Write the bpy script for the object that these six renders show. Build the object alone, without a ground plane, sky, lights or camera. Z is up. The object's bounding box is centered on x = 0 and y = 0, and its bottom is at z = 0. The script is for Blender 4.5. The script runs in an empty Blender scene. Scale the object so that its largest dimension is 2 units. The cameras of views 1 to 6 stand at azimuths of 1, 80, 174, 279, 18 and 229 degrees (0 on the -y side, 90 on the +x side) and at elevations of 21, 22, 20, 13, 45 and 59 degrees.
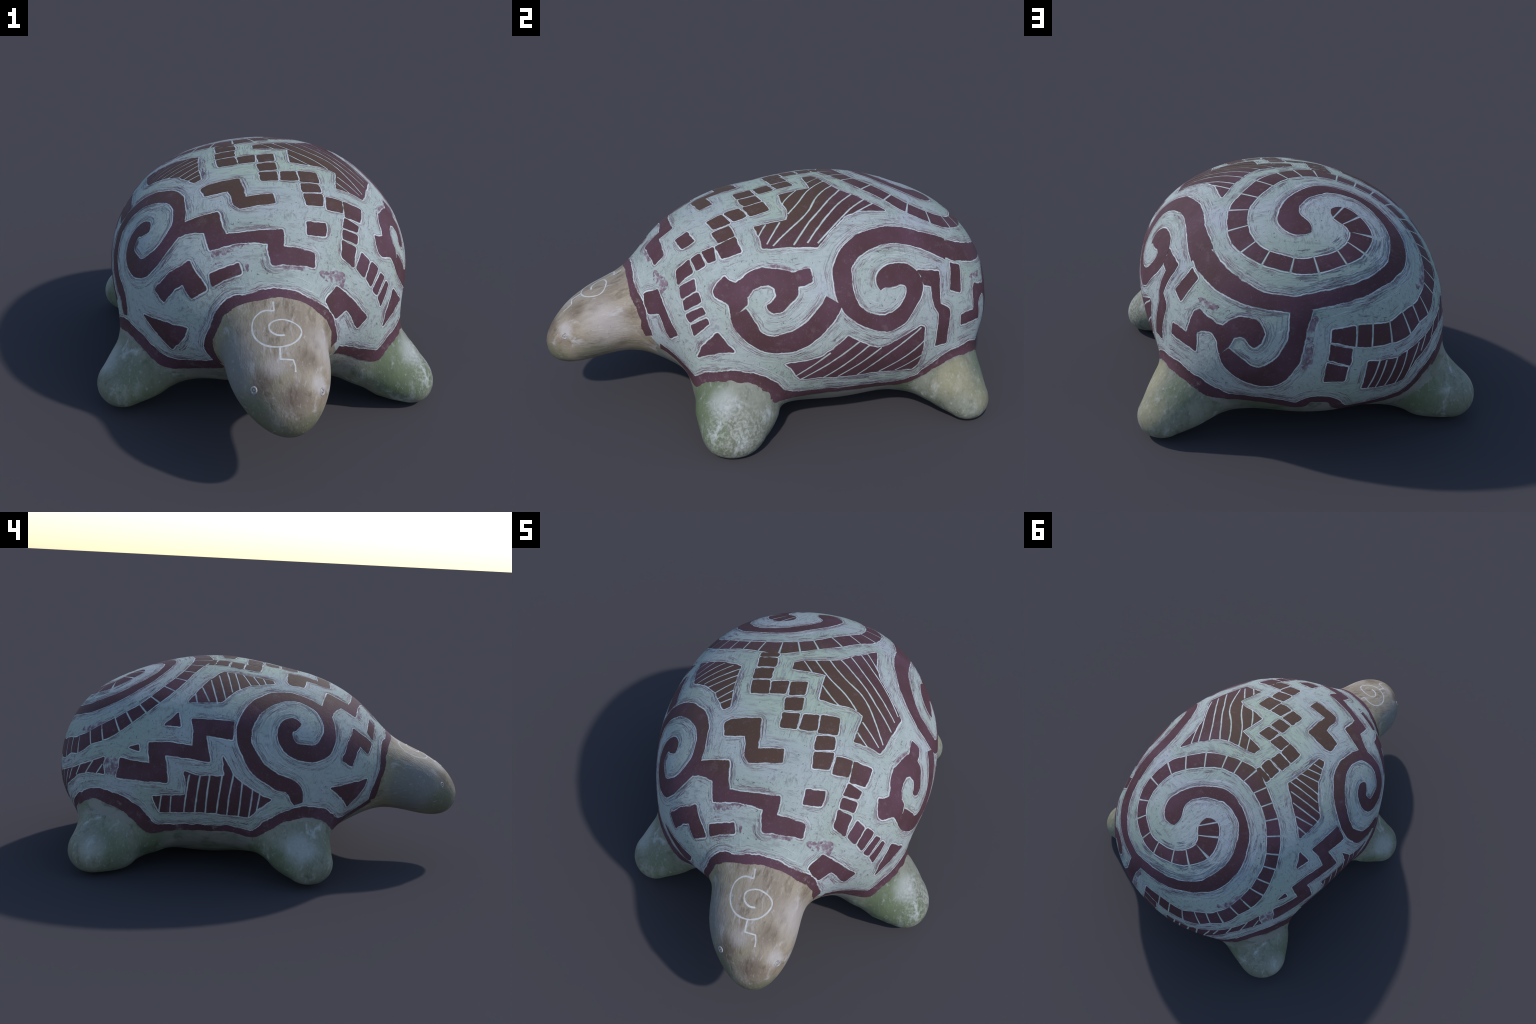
"""Clay turtle, hand modelled, with a dark slip coat scratched away to a pale
ground (sgraffito): a smooth body grown from profiles, then the slip motifs laid
on its shell as thin raised layers.  Metres, z up, nose towards -y."""
import bpy, math, random
import numpy as np
from mathutils import Vector
from mathutils.bvhtree import BVHTree
from mathutils.geometry import delaunay_2d_cdt

random.seed(7)
RNG = np.random.default_rng(7)

# ------------------------------------------------------------------ body shape
# profiles from front to rear, equally spaced, joined by smooth curves
SHELL = dict(
    front=-0.626, rear=0.993, power_up=2.104, power_down=2.042,
    axis_x=[0.005, 0.041, 0.059, 0.057, 0.037, 0.004, -0.012],
    axis_z=[0.457, 0.466, 0.474, 0.453, 0.422, 0.397, 0.391],
    half_width_left=[0.585, 0.647, 0.67, 0.675, 0.697, 0.738, 0.786],
    half_width_right=[0.718, 0.653, 0.616, 0.606, 0.626, 0.691, 0.844],
    height_up=[0.539, 0.487, 0.463, 0.5, 0.538, 0.583, 0.683],
    height_down=[0.402, 0.436, 0.472, 0.474, 0.444, 0.438, 0.486],
)
HEAD = dict(
    front=-0.996, rear=-0.2, power_up=2.102, power_down=1.979, blend=0.307,
    axis_x=[0.154, 0.117, 0.105, 0.092, 0.051],
    axis_z=[0.322, 0.382, 0.41, 0.42, 0.427],
    half_width=[0.207, 0.183, 0.133, 0.162, 0.281],
    height_up=[0.191, 0.156, 0.157, 0.238, 0.333],
    height_down=[0.232, 0.167, 0.138, 0.206, 0.324],
)
LEGS = [
    dict(root=(0.468, -0.253, 0.163), knee=(0.606, -0.246, 0.108), foot=(0.677, -0.266, 0.071), radii=(0.069, 0.083, 0.059), blend=0.278, flat=1.337),
    dict(root=(-0.358, -0.202, 0.204), knee=(-0.457, -0.281, 0.127), foot=(-0.535, -0.347, 0.089), radii=(0.096, 0.064, 0.07), blend=0.306, flat=1.316),
    dict(root=(0.372, 0.634, 0.164), knee=(0.478, 0.73, 0.13), foot=(0.565, 0.787, 0.069), radii=(0.09, 0.074, 0.067), blend=0.207, flat=1.272),
    dict(root=(-0.466, 0.563, 0.146), knee=(-0.561, 0.604, 0.104), foot=(-0.663, 0.657, 0.093), radii=(0.111, 0.077, 0.076), blend=0.279, flat=1.228),
]
# where the clay swells (+) or sinks (-): centre, spread, amount
LUMPS = [((0.62, -0.29, 0.35), 0.085, 0.01), ((0.52, -0.4, 0.31), 0.07, 0.006), ((0.42, 0.6, 0.77), 0.1, 0.006), ((0.5, 0.72, 0.62), 0.07, -0.004), ((-0.52, -0.16, 0.62), 0.13, -0.008), ((0.62, 0.34, 0.29), 0.1, -0.008), ((0.18, 0.9, 0.15), 0.08, -0.006), ((-0.1, 0.92, 0.12), 0.08, 0.003), ((0.04, 1.0, 0.47), 0.12, 0.005), ((-0.45, 0.12, 0.13), 0.12, 0.005), ((0.42, -0.02, 0.1), 0.08, 0.005), ((0.58, -0.07, 0.22), 0.07, -0.005), ((0.07, -0.95, 0.38), 0.05, -0.005), ((0.26, -0.94, 0.37), 0.05, -0.003)]

BODY_CENTRE = np.array([.03, .15, .42])      # motifs are placed by longitude / latitude seen from here
HEAD_CENTRE = np.array([.10, -.76, .36])     # and those of the head from here

# ------------------------------------------------------------------ slip motifs
# strokes: (longitude, latitude, width in mm) along the middle of the band
# shapes: (longitude, latitude) of the corners; longitude 0 looks to the nose, 90 to +x; left and right are as seen facing the nose
LEFT_SCROLL = [(-46.7, 27.4, 40), (-51, 27.7, 65.9), (-54.2, 26, 66.3), (-55.5, 23.7, 70.2), (-55.5, 20.9, 70.5), (-54.1, 18.1, 69), (-51.3, 16.2, 69), (-45.7, 15, 75.4), (-41.2, 15.7, 77.6), (-37.8, 18.2, 73.1), (-35, 21.8, 61.4), (-33.3, 25.7, 59.7), (-32, 30, 67.7), (-33.1, 33.9, 54.4), (-37.1, 38, 50.2), (-42.2, 41, 57.8), (-50.4, 42.5, 68.6), (-59.4, 40.8, 68.3), (-66.5, 37.1, 71), (-71.6, 31.3, 66.7), (-73.8, 25.8, 69), (-73.7, 20.3, 62.2), (-71.4, 15.2, 64.3), (-68.7, 10.7, 69.9), (-64.5, 7.3, 64.1), (-59.9, 4.6, 65), (-55.5, 3, 64), (-53.4, 1.3, 67.9), (-52.3, -1.8, 61.5), (-51.7, -4, 41.9)]
REAR_SPIRAL_BAND = [(-175.4, 35.4, 58), (-179, 37.3, 90.9), (177.1, 40.2, 103.2), (176.5, 44.2, 74.7), (178.1, 48.4, 61.5), (-176, 53.1, 58.9), (-166.8, 56.3, 61.6), (-154.8, 56.7, 59.5), (-145.3, 53.7, 46.8), (-139.3, 48.9, 44.8), (-137.1, 43.6, 51.7), (-137.3, 37.2, 56.3), (-139.4, 30.9, 67), (-142.1, 27.6, 71), (-146.1, 23.9, 75.9), (-151.3, 21.1, 61.6), (-165, 17.1, 56.1), (-171.4, 16, 58.9), (-177.1, 15.1, 55.7), (178.8, 14.5, 57.2), (173.1, 14.6, 53.2), (167.2, 15.5, 64.2), (161.6, 17, 76.4), (156.9, 18.8, 84), (151.8, 21.3, 86.5), (146.6, 24.6, 88.3), (141.3, 28.9, 76.9), (135, 33.6, 73.8), (145.6, 25.3, 107.4), (140.3, 29.9, 88.6), (134.6, 34.2, 82.1), (129, 37.5, 85.6), (122, 39.6, 78.7), (114, 40, 76.9), (106.5, 38.9, 76.8), (100.3, 36.3, 72), (96.4, 32.9, 70.3), (94.5, 28, 74.9), (94.3, 23.4, 73.5), (95.4, 18.7, 71.6), (98, 14.6, 61), (101.5, 11.8, 56.4), (105.6, 9.7, 61.7), (110.1, 8.8, 69), (114.5, 9.7, 71.9), (118.3, 12.1, 66.9), (121.6, 15.4, 69.8), (123.8, 19, 80.4), (123.6, 21.8, 83.2), (121.2, 24, 87.3), (117.8, 24.8, 87.7), (114.2, 24.8, 87.2), (111.2, 23.6, 72.1), (109.6, 22.2, 44.2), (109.1, 20.8, 14.5)]
CHEQUER_SPIRAL = [(-162.2, 45, 80.3), (-158.2, 41.7, 105.8), (-156.3, 39.1, 104), (-155.4, 35.5, 96), (-156.4, 32.7, 88.4), (-158.9, 30.3, 80.4), (-162.1, 28.2, 71.9), (-167.2, 26.4, 61.6), (-174, 24.9, 62.6), (179.6, 24.3, 59.6), (173.1, 25.5, 60.3), (167.5, 26.9, 59.4), (162.7, 29.2, 65.3), (157.4, 33.5, 80), (154.1, 38.3, 77.4), (151.4, 45.2, 82.1), (152.3, 51.9, 76.7), (156.5, 61, 81.4), (169.5, 69.4, 72.1), (-166.1, 72.9, 78.2), (-141.8, 71.5, 86.4), (-126.6, 64.7, 72.3), (-120.6, 56.4, 59), (-118.4, 48.9, 61.8), (-118.8, 41.5, 67.4), (-120.4, 34.9, 66.2), (-122.9, 28.8, 63.9), (-126.1, 23.8, 72.3), (-128.9, 20, 82.5), (-133, 16.1, 83.9), (-137.4, 12.9, 71.8), (-142.2, 9.6, 84), (-146.4, 8.3, 73.9), (-150.5, 6.7, 94.1), (-156.1, 5.4, 80.5), (-161.6, 5.5, 85), (-165.7, 5.8, 83.1)]
NECK_BAND = [(-10.7, -7.4, 39.3), (-12.8, -3.4, 47.7), (-12.5, 1.4, 39.4), (-10.6, 6, 34.4), (-8.8, 9.8, 40.2), (-3.1, 13, 33.6), (2.8, 14.5, 35.2), (7.9, 14.4, 32.9), (12.8, 12.6, 30.7), (16.7, 9.6, 32.4), (19.3, 7.2, 39.7), (21, 3.2, 34.3), (21.8, -2.3, 43.5)]
HEM_BAND = [(-10.6, -7.7, 43.4), (-14.5, -11.1, 57.3), (-20.6, -13.2, 61.8), (-32.1, -14.4, 58.9), (-38.2, -9.9, 54.3), (-43.4, -7.9, 53.2), (-48.8, -7.3, 52.3), (-53.4, -7.8, 48.3), (-57.9, -9.3, 44.3), (-61.9, -11.8, 41.2), (-65.3, -14.7, 37.9), (-68, -17.8, 35.6), (-76.8, -17.4, 36.1), (-88.3, -17.8, 37.7), (-99.7, -17.7, 38.7), (-107.3, -17.4, 42.9), (-111.1, -17, 52.5), (-113.4, -13.4, 60.1), (-115.6, -9.9, 62), (-119.5, -6.9, 62), (-123.7, -5.1, 59.9), (-128.4, -4.4, 52.3), (-133.7, -5.4, 44.1), (-138, -8, 41.8), (-136.6, -6.7, 40.5), (-142, -10.4, 36.3), (-144.9, -15, 35.8), (-147.9, -17.8, 45.9), (-153.5, -19.8, 58), (-160.3, -20, 55.6), (-167.5, -17.9, 42.4), (-171.1, -13.1, 36.2), (-173.8, -12.6, 37.1), (-177.5, -12.9, 39.8), (-179.4, -15.7, 46.4), (175.1, -15.3, 50.3), (167.7, -15.2, 45.4), (162, -14.9, 40.7), (157.8, -14.3, 44.4), (154.4, -12.4, 47.9), (148.7, -9.8, 45.4), (143.2, -8.8, 40.8), (138.3, -9, 37.2), (137.5, -8.9, 34.8), (133.2, -10.8, 31.7), (129.5, -13.5, 28), (126.5, -17.9, 26.7), (123.6, -21.3, 30.9), (113.6, -22.9, 36.7), (101.4, -22.9, 39), (89.4, -22.5, 42.6), (88, -22.7, 46.9), (78.6, -22.7, 49.3), (71.6, -20.9, 51.1), (68.6, -15.9, 50.3), (65.3, -12, 47.1), (61.6, -9.5, 43.6), (57.3, -8.1, 42.1), (52.1, -8.1, 42.2), (47.4, -9.2, 41.6), (42.6, -11.8, 42.8), (40.4, -13.4, 49), (38.5, -12.7, 54), (34.9, -11.6, 49.4), (29.9, -8.9, 41.1), (24.1, -6, 40.6)]
REAR_HOOK = [(-180, 13.8, 74.8), (179.5, 12.2, 74.1), (178.9, 8.6, 65.2), (178.3, 5.3, 62.6), (177.3, 1.9, 71.6), (175.8, -1, 80.3), (173.6, -3.6, 86.6), (170.3, -5.1, 87.3), (167.2, -4.9, 81.2), (163.8, -3.4, 78.3), (161.4, -1.3, 72.1), (159.8, 0.5, 49)]
FLANK_HOOK = [(90.3, 19.5, 74.3), (87.1, 15.1, 80.8), (82.8, 10.4, 81), (78.3, 6.8, 83.5), (73.4, 4.7, 83.1), (67.9, 4, 70.6), (63.6, 5.4, 67), (60.3, 8.3, 77), (57.8, 11.6, 84.1), (55.9, 14.1, 72.2)]
CHEQUER_TICKS = [0.58, 2.05, 3.81, 5.63, 6.95, 8.24, 9.38, 10.75, 12.08, 13.50, 14.78, 15.99, 17.04, 18.05, 18.95, 20.04, 21.10, 22.02, 22.99, 23.99, 25.12, 26.00, 26.98, 28.00, 29.06, 29.98, 31.00, 32.02, 32.99, 33.99, 35.00]
PATH_TILE = [
    [(-117.1, 68.3), (-130.6, 75.2), (-123.5, 76.5), (-111.2, 69.3)],
    [(-108.2, 69.7), (-119.2, 77.5), (-93.1, 79.4), (-92, 71.1)],
    [(-86.1, 70.3), (-84.6, 78.9), (-56.3, 77.3), (-68, 69.8)],
    [(-64.1, 69.3), (-50.9, 76.2), (-29.1, 71.4), (-45.4, 66)],
    [(-44.7, 77.2), (-12.1, 81.9), (-5.7, 74.9), (-26.4, 72.2)],
    [(-3.2, 81.9), (46.2, 80.8), (28.4, 74.1), (2.7, 74.7)],
    [(-0.4, 72.4), (25.2, 72.4), (20.5, 65.9), (3, 65.8)],
    [(2.1, 63.8), (18.3, 63.9), (14.9, 56.7), (3.4, 57.1)],
    [(22.4, 63.5), (35.6, 62), (29.3, 55.2), (18.1, 56.7)],
    [(38.1, 61.4), (50.7, 57.5), (42.2, 51.6), (30.6, 54.2)],
    [(29, 52.7), (39.6, 50.7), (36, 46.2), (25.8, 47.7)],
    [(25.2, 46.5), (35, 44.9), (30.7, 39.7), (23.4, 41.2)],
    [(36.4, 43.4), (43.1, 40.2), (38.1, 35.7), (31.8, 38.2)],
    [(43.8, 39.7), (50.6, 34.8), (43.8, 30.8), (38.5, 34.1)],
    [(37.4, 33.4), (41.7, 29.6), (39.2, 27.9), (34.1, 30.7)],
    [(33.5, 29.7), (38.6, 26.8), (36.4, 24.4), (31.5, 27.1)],
    [(30.9, 26.4), (35.2, 23.5), (31.5, 18.2), (28.3, 21.8)],
    [(32.7, 17.5), (37, 21.3), (39.2, 18.4), (34.9, 14.5)],
    [(35.6, 13.7), (40.3, 17.8), (42.2, 15.4), (37.1, 11.2)],
    [(37.8, 9.9), (43.1, 13.7), (44.7, 12), (39.5, 8)],
    [(40.1, 6.8), (45.4, 10.4), (46.4, 9), (41.2, 3.8)],
]
CORNER_TILE = [
    [(-172.6, 8), (-166.1, 8.5), (-166.4, 3.1), (-172.9, 4.9)],
    [(-173.1, 4.4), (-167.2, 2.7), (-167.7, -1.7), (-173.5, 0.4)],
    [(-173.8, -0.4), (-168.2, -2.1), (-168.7, -6.2), (-174.3, -6)],
]
SQUARE = [
    [(19.4, 34.3), (27, 33), (24.9, 28.7), (18.2, 29.7)],
]
SHORT_BAR = [
    [(-13.8, 18.8), (-5.2, 22.2), (-4.3, 19.4), (-9.3, 17.3), (-12.4, 15.4)],
    [(144.1, 20.3), (148, 18), (142.9, 10.3), (139, 12.6)],
]
STEP_FRET = [
    [(-34.6, 49.5), (-33.9, 51.8), (-25.8, 55.5), (-14.7, 58.7), (-8.7, 52), (-5.8, 46.1), (8.4, 47.9), (8.7, 43), (-7.3, 40.9), (-10, 42.3), (-16.1, 49.8), (-28.1, 45.9)],
    [(-30.3, 32.8), (-26.8, 35.3), (-16.8, 38.9), (-13.8, 34.5), (-10.8, 30.5), (-1.2, 31.8), (9.4, 32.2), (9.2, 29.4), (8.9, 26.8), (13.7, 25.7), (18.6, 24.2), (17.7, 20.2), (11.4, 21.4), (4.7, 21.9), (4.2, 24.5), (4, 27.9), (0.3, 28.6), (-7.6, 28), (-15, 25.4), (-17, 28.2), (-19.2, 31.1), (-24.1, 30.6), (-29, 28.7), (-32, 27.2), (-33, 30.3)],
    [(-98.4, 28.9), (-78.8, 29.3), (-79.1, 21.7), (-90.8, 22.8), (-87.7, 12.2), (-96.3, 12.9), (-106.2, 13.1), (-104.8, 8.7), (-103.8, 2.5), (-110, 2.5), (-122.4, 2.2), (-121.9, 5.7), (-122, 9), (-116.8, 8.6), (-110.9, 8.8), (-111.9, 12.5), (-113.2, 16.4), (-105, 17.8), (-95.4, 17.6), (-95.9, 23)],
    [(127.2, 23.4), (136.5, 19.9), (134.1, 14.6), (132.5, 9.8), (136, 7.1), (136, 5.5), (134.9, 0.4), (134.5, -4.6), (130.2, -4.5), (130.5, 0.8), (131.7, 6.9), (130.2, 9.6), (129.9, 12.8), (131.1, 16.7), (127.8, 18.1), (128, 20.7)],
    [(-32.6, 11.1), (-28.1, 16.4), (-21.5, 21.5), (-19, 18.9), (-16.3, 16.8), (-14.2, 14.5), (-18.4, 11.6), (-20.6, 13.2), (-21.9, 14.8), (-25.1, 13), (-28.4, 8.4)],
    [(23.8, 13.9), (27, 10.9), (34.7, 2.2), (30.8, -0.3), (28.6, 4.2), (26.5, 7.1), (22.3, 5.5), (19.1, 10.9)],
]
HOOK_HEAD = [
    [(149.3, 9.2), (151.2, 10.1), (154.4, 8.5), (157.4, 7.3), (159.1, 7.3), (160.9, 8.9), (163.9, 10.2), (167.9, 10), (169.7, 8.1), (170.5, 6.6), (169.6, 4.2), (167.8, 2.9), (166.7, 3.5), (165.7, 4.9), (164.2, 5.4), (162.2, 4.7), (161.4, 2.5), (158.7, -0.4), (158, 2.8), (156.1, 5), (152.8, 4.9), (151.2, 4), (151.3, 1.1), (151.1, -1.5), (146.7, -0.8), (140.8, 0), (141.1, 3.2), (143.4, 3.3), (147.5, 2.5), (148.5, 6)],
    [(52.3, 16.6), (46.8, 18.1), (45.6, 19.5), (46.1, 21.8), (47.8, 25), (52.9, 23.5), (55.1, 25.9), (56.9, 28.2), (61, 30.2), (68.2, 30.7), (71.4, 30.3), (74.1, 29.5), (77.2, 30.7), (81.3, 31.5), (82.1, 26.6), (78.8, 25.2), (76.3, 25), (76.4, 21.9), (74.6, 19.6), (71.1, 16), (68, 15.2), (66.2, 16.2), (65.6, 17.8), (67.7, 19.3), (68.7, 21.1), (67.7, 23.6), (65.1, 24.8), (62.3, 24.2), (59.4, 22.4), (58.1, 19.6), (58.6, 17.5), (54, 11.8)],
]
TRIANGLE = [
    [(-38.3, 1.3), (-29.7, 2.1), (-19.5, 2.5), (-21.5, -1), (-24, -4.3), (-27.2, -7.6), (-31.9, -3.4)],
    [(-105.7, 30.7), (-102.4, 24.9), (-109.4, 24.2)],
    [(-116.8, 14.9), (-115.6, 12.7), (-120, 13.2)],
    [(49.7, 6.5), (52.6, 3.7), (55.5, 0.7), (50.2, -0.2), (45, -2.2), (42.5, -3.5), (44.2, 0.3), (46.9, 3.6)],
]
HATCHED = [
    ([(-109.3, -3.3), (-96.9, -2.1), (-96.5, 2.1), (-97.5, 7.3), (-91.1, 6.2), (-81.5, 6.8), (-82.6, 14.8), (-78.2, 7.4), (-74.5, 4), (-70.3, 1.5), (-66.4, -0.8), (-62.4, -2.3), (-67, -5.7), (-71.1, -10.2), (-77.2, -9.8), (-85.2, -9.2), (-98.4, -9.4), (-107.3, -9.8)],
     [[(-106, -2.8), (-107.6, -9.9)],
      [(-102.4, -2.8), (-103.5, -10)],
      [(-95.4, 6.5), (-96.2, 1.1), (-97.9, -9.6)],
      [(-91.1, 6.7), (-93.5, -9.7)],
      [(-87.4, 6.9), (-89.2, -9.5)],
      [(-82.5, 7), (-84.4, -9.4)],
      [(-78, 8), (-79, 0.7), (-80.1, -10.1)],
      [(-74.3, 4.5), (-75.3, -10.6)],
      [(-70.1, 2), (-71, -10.8)],
      [(-67.1, 0), (-68, -7.1)]]),
    ([(-100.8, 88), (-151.1, 84.7), (174.6, 83.7), (140, 79.6), (128.4, 73.2), (126.9, 68.6), (129.7, 63.2), (133.3, 55.2), (136.1, 48.4), (120.9, 53.2), (106.7, 52.9), (98, 49), (91.1, 44.9), (85.7, 39.9), (72.5, 40), (61.8, 38.1), (59.1, 37.9), (55.6, 42.3), (49.5, 46.6), (56.2, 49.3), (68, 52.8), (66.5, 58.1), (57.4, 63.7), (45.7, 69.5), (66.6, 74.9), (92.3, 76.4), (95.3, 84.1)],
     [[(172.9, 82.6), (90.5, 82.8)],
      [(144.8, 79.2), (84.2, 73.4), (74.6, 65.5), (66.7, 56.4)],
      [(132.2, 73.7), (90.9, 65.9), (83, 58.7), (73.5, 50.8), (63.7, 39.5)],
      [(128.2, 68.7), (101.3, 63.2), (88.9, 56.8), (81.6, 51), (73.7, 40.6)],
      [(130.7, 63.2), (106, 59.3), (92.6, 52.7), (80.5, 41.7)],
      [(133.4, 57.7), (111.9, 55), (98.5, 49.7), (85.9, 41.4)],
      [(134.9, 54), (115.7, 53.1)],
      [(65.9, 75.1), (58.5, 65), (58.5, 61.8)],
      [(63.4, 51.2), (60.5, 39.8)],
      [(55.3, 49), (54.7, 42.4)]]),
    ([(-90.9, 62.8), (-78.6, 62), (-60.9, 59.5), (-44.9, 55), (-46.1, 52.5), (-53.9, 52.5), (-66.5, 51.6), (-77.6, 47.6), (-85.9, 39.2), (-94.6, 38), (-103.3, 36.7), (-101.3, 43.7), (-98.1, 52.8), (-94.8, 58.3)],
     [[(-51.7, 57.6), (-53.7, 51.8)],
      [(-60.3, 60), (-59.3, 51.9)],
      [(-70.1, 61.7), (-66.1, 51)],
      [(-78.2, 62.6), (-75, 47.9)],
      [(-87, 62.7), (-80, 45.7)],
      [(-93.5, 58.7), (-83.8, 41.3)],
      [(-97.6, 53.3), (-87.8, 37.9)],
      [(-100.2, 46.8), (-92.5, 38.7)],
      [(-101.9, 41.9), (-98.4, 36.7)]]),
    ([(72.3, -4.1), (79.4, -3.2), (86.3, -1.1), (91.3, 3), (95.1, 6.1), (99, 3.6), (103, 1.2), (106.5, -0.5), (111.8, 0.4), (118.7, 3), (123.4, 4.6), (124.9, 3.5), (124.9, -1), (124.9, -5.7), (124.7, -10.8), (123.4, -13.1), (109.2, -12.5), (98.4, -12.6), (85.4, -11.6), (77.7, -12), (76.2, -9.4), (74.4, -6)],
     [[(88.6, 0.1), (76, -10.4)],
      [(99.5, 3.6), (77.7, -12.4)],
      [(103.3, 1.4), (86.4, -12.2)],
      [(108.2, -0.5), (92.6, -12.2)],
      [(123.6, 4.1), (115.9, -0.4), (112.3, -2.9), (100.6, -12.7)],
      [(125.4, -0.9), (109.8, -12.6)],
      [(125.7, -6.7), (116.5, -13)]]),
    ([(-162.8, -1.2), (-158.7, -1.7), (-153.9, -1.9), (-150.4, -0.9), (-146.2, 0.4), (-143, 1.4), (-142.3, 1.4), (-137.9, 3.6), (-132.7, 5.7), (-128.2, 8), (-128.1, 5.9), (-127, 2.6), (-129.8, 2.5), (-134.5, 1.9), (-138.4, 0.6), (-141.9, -1.9), (-146.7, -4.7), (-148.8, -7.5), (-149.6, -10.2), (-152.3, -10.5), (-158.9, -10), (-163.3, -9.3)],
     [[(-159.3, -1.4), (-161.4, -10)],
      [(-157.2, -1.8), (-158.9, -10.4)],
      [(-153.7, -1.7), (-155.9, -10.3)],
      [(-150.4, -0.8), (-152.1, -10.8)],
      [(-145.8, 0.4), (-147.8, -4.5), (-148.8, -9.8)],
      [(-142.8, 1.5), (-144.7, -2.5)],
      [(-138, 3.8), (-139.9, -0.2)],
      [(-132.4, 6.1), (-134.9, 1.5)],
      [(-128.3, 5.8), (-130.2, 2.2)]]),
]
HEAD_LINES = [
    [(44.1, 75.9), (15.3, 79.1), (-30.8, 82.3), (-73.9, 83.1), (-127.3, 83), (-179, 82.4), (142.5, 78.7), (118.4, 73.2), (102.6, 66.9), (93, 64), (75.8, 62.7), (56.1, 62.4), (37.1, 62.4), (19.3, 62.9), (-3.3, 63.7), (-27.3, 64.2), (-52.8, 65), (-79.8, 65.4), (-105.6, 65.6), (-121.9, 66.2), (-137.8, 68.4), (-155.6, 71.2), (-174.7, 72.9), (-175.1, 70.6), (-175, 67.6)],
    [(10.1, 62.9), (8.6, 57), (7.4, 47.6), (26, 44.1), (25.3, 37.5), (22.9, 31.1)],
]
EYES = [(45, 7.2), (-24.7, 11.8)]
SMUDGE = [
    [(-14.3, 24.1, 19.3), (-9.2, 25.6, 21.2), (-3.9, 27.6, 17.2)],
    [(-3, 22.1, 16.2), (-2.5, 19.8, 9.8)],
    [(-176.5, 11.6, 21.1), (-177.8, 8, 23.9), (-178.2, 4.7, 30.4), (-178.3, 1.2, 33.5), (-179.6, -2.1, 30.5)],
    [(5.1, 21.4, 10.9), (11.4, 20.8, 11.2), (17.6, 19.5, 14.3)],
    [(61.8, 31, 16.3), (68.7, 31.3, 15), (73.7, 29.9, 12.8), (81, 32.1, 13.3)],
    [(18.7, 18.6, 30.7), (23.1, 16.2, 32.5), (26.2, 13.4, 34)],
    [(23.9, 19.4, 39.1), (24.5, 16.7, 35.6), (27.5, 16.2, 34.5)],
    [(150.1, 13, 25.6), (153.3, 11.8, 24.6), (157.3, 11.7, 21)],
    [(-143.8, 14.4, 35.7), (-137.4, 16.8, 31.4), (-132.7, 19.6, 36.5)],
    [(-125.6, 9, 64.8), (-124.7, 5.4, 64.4), (-124.6, 2.1, 47.3)],
]


# ------------------------------------------------------------------ field maths
def profile(values, t):
    """natural cubic curve through equally spaced values, t in 0..1"""
    v = np.asarray(values, float)
    n = len(v)
    A, b = np.eye(n), np.zeros(n)
    for i in range(1, n - 1):
        A[i, i - 1:i + 2] = [1, 4, 1]
        b[i] = 6 * (v[i - 1] - 2 * v[i] + v[i + 1])
    m = np.linalg.solve(A, b)
    x = np.clip(t, 0, 1) * (n - 1)
    i = np.minimum(x.astype(int), n - 2)
    f = x - i
    g = 1 - f
    return g * v[i] + f * v[i + 1] + ((g ** 3 - g) * m[i] + (f ** 3 - f) * m[i + 1]) / 6


def egg(P, s, scale):
    """a long egg whose cross-section follows the profiles of s"""
    t = (P[:, 1] - s['front']) / (s['rear'] - s['front'])
    dx = P[:, 0] - profile(s['axis_x'], t)
    dz = P[:, 2] - profile(s['axis_z'], t)
    left, right = s.get('half_width_left'), s.get('half_width_right')
    if left is None:
        left = right = s['half_width']
    W = np.where(dx < 0, profile(left, t), profile(right, t))
    H = np.where(dz < 0, profile(s['height_down'], t), profile(s['height_up'], t))
    n = np.where(dz < 0, s['power_down'], s['power_up'])
    q = (np.abs(dx / W) + 1e-9) ** n + (np.abs(dz / H) + 1e-9) ** n
    return (np.sqrt(q ** (2 / n) + (2 * t - 1) ** 2) - 1) * scale


def melt(a, b, k):
    """union with a soft clay joint of width k"""
    h = np.maximum(k - np.abs(a - b), 0) / k
    return np.minimum(a, b) - h ** 3 * k / 6


def cone(P, a, b, r1, r2):
    ab = b - a
    L = math.sqrt(ab @ ab)
    d = P - a
    y = d @ ab / L
    x = np.linalg.norm(d - np.outer(y / L, ab), axis=1)
    s = (r1 - r2) / L
    c = math.sqrt(max(1e-4, 1 - s * s))
    yy = np.clip((y + x * s / c) / L, 0, 1)
    return np.hypot(x, y - yy * L) - (r1 + (r2 - r1) * yy)


def leg_field(P, leg):
    a, m, b = (np.array(leg[k]) for k in ('root', 'knee', 'foot'))
    ax = b - a
    e = np.array([-ax[1], ax[0], 0.])
    e /= np.linalg.norm(e)
    s = 1 / leg['flat'] - 1                       # the stub is wider than it is thick
    flat = lambda c: c + np.outer((np.atleast_2d(c) - b) @ e * s, e)
    P, a, m = flat(P), flat(a)[0], flat(m)[0]
    r = leg['radii']
    return melt(cone(P, a, m, r[0], r[1]), cone(P, m, b, r[1], r[2]), .2)


def body_field(P):
    f = melt(egg(P, SHELL, .42), egg(P, HEAD, .2), HEAD['blend'])
    for leg in LEGS:
        f = melt(f, leg_field(P, leg), leg['blend'])
    for c, r, a in LUMPS:
        f = f - a * np.exp(-((P - np.array(c)) ** 2).sum(1) / (2 * r * r))
    return -melt(-f, P[:, 2], .035)               # feet worn flat where they stand


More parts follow.
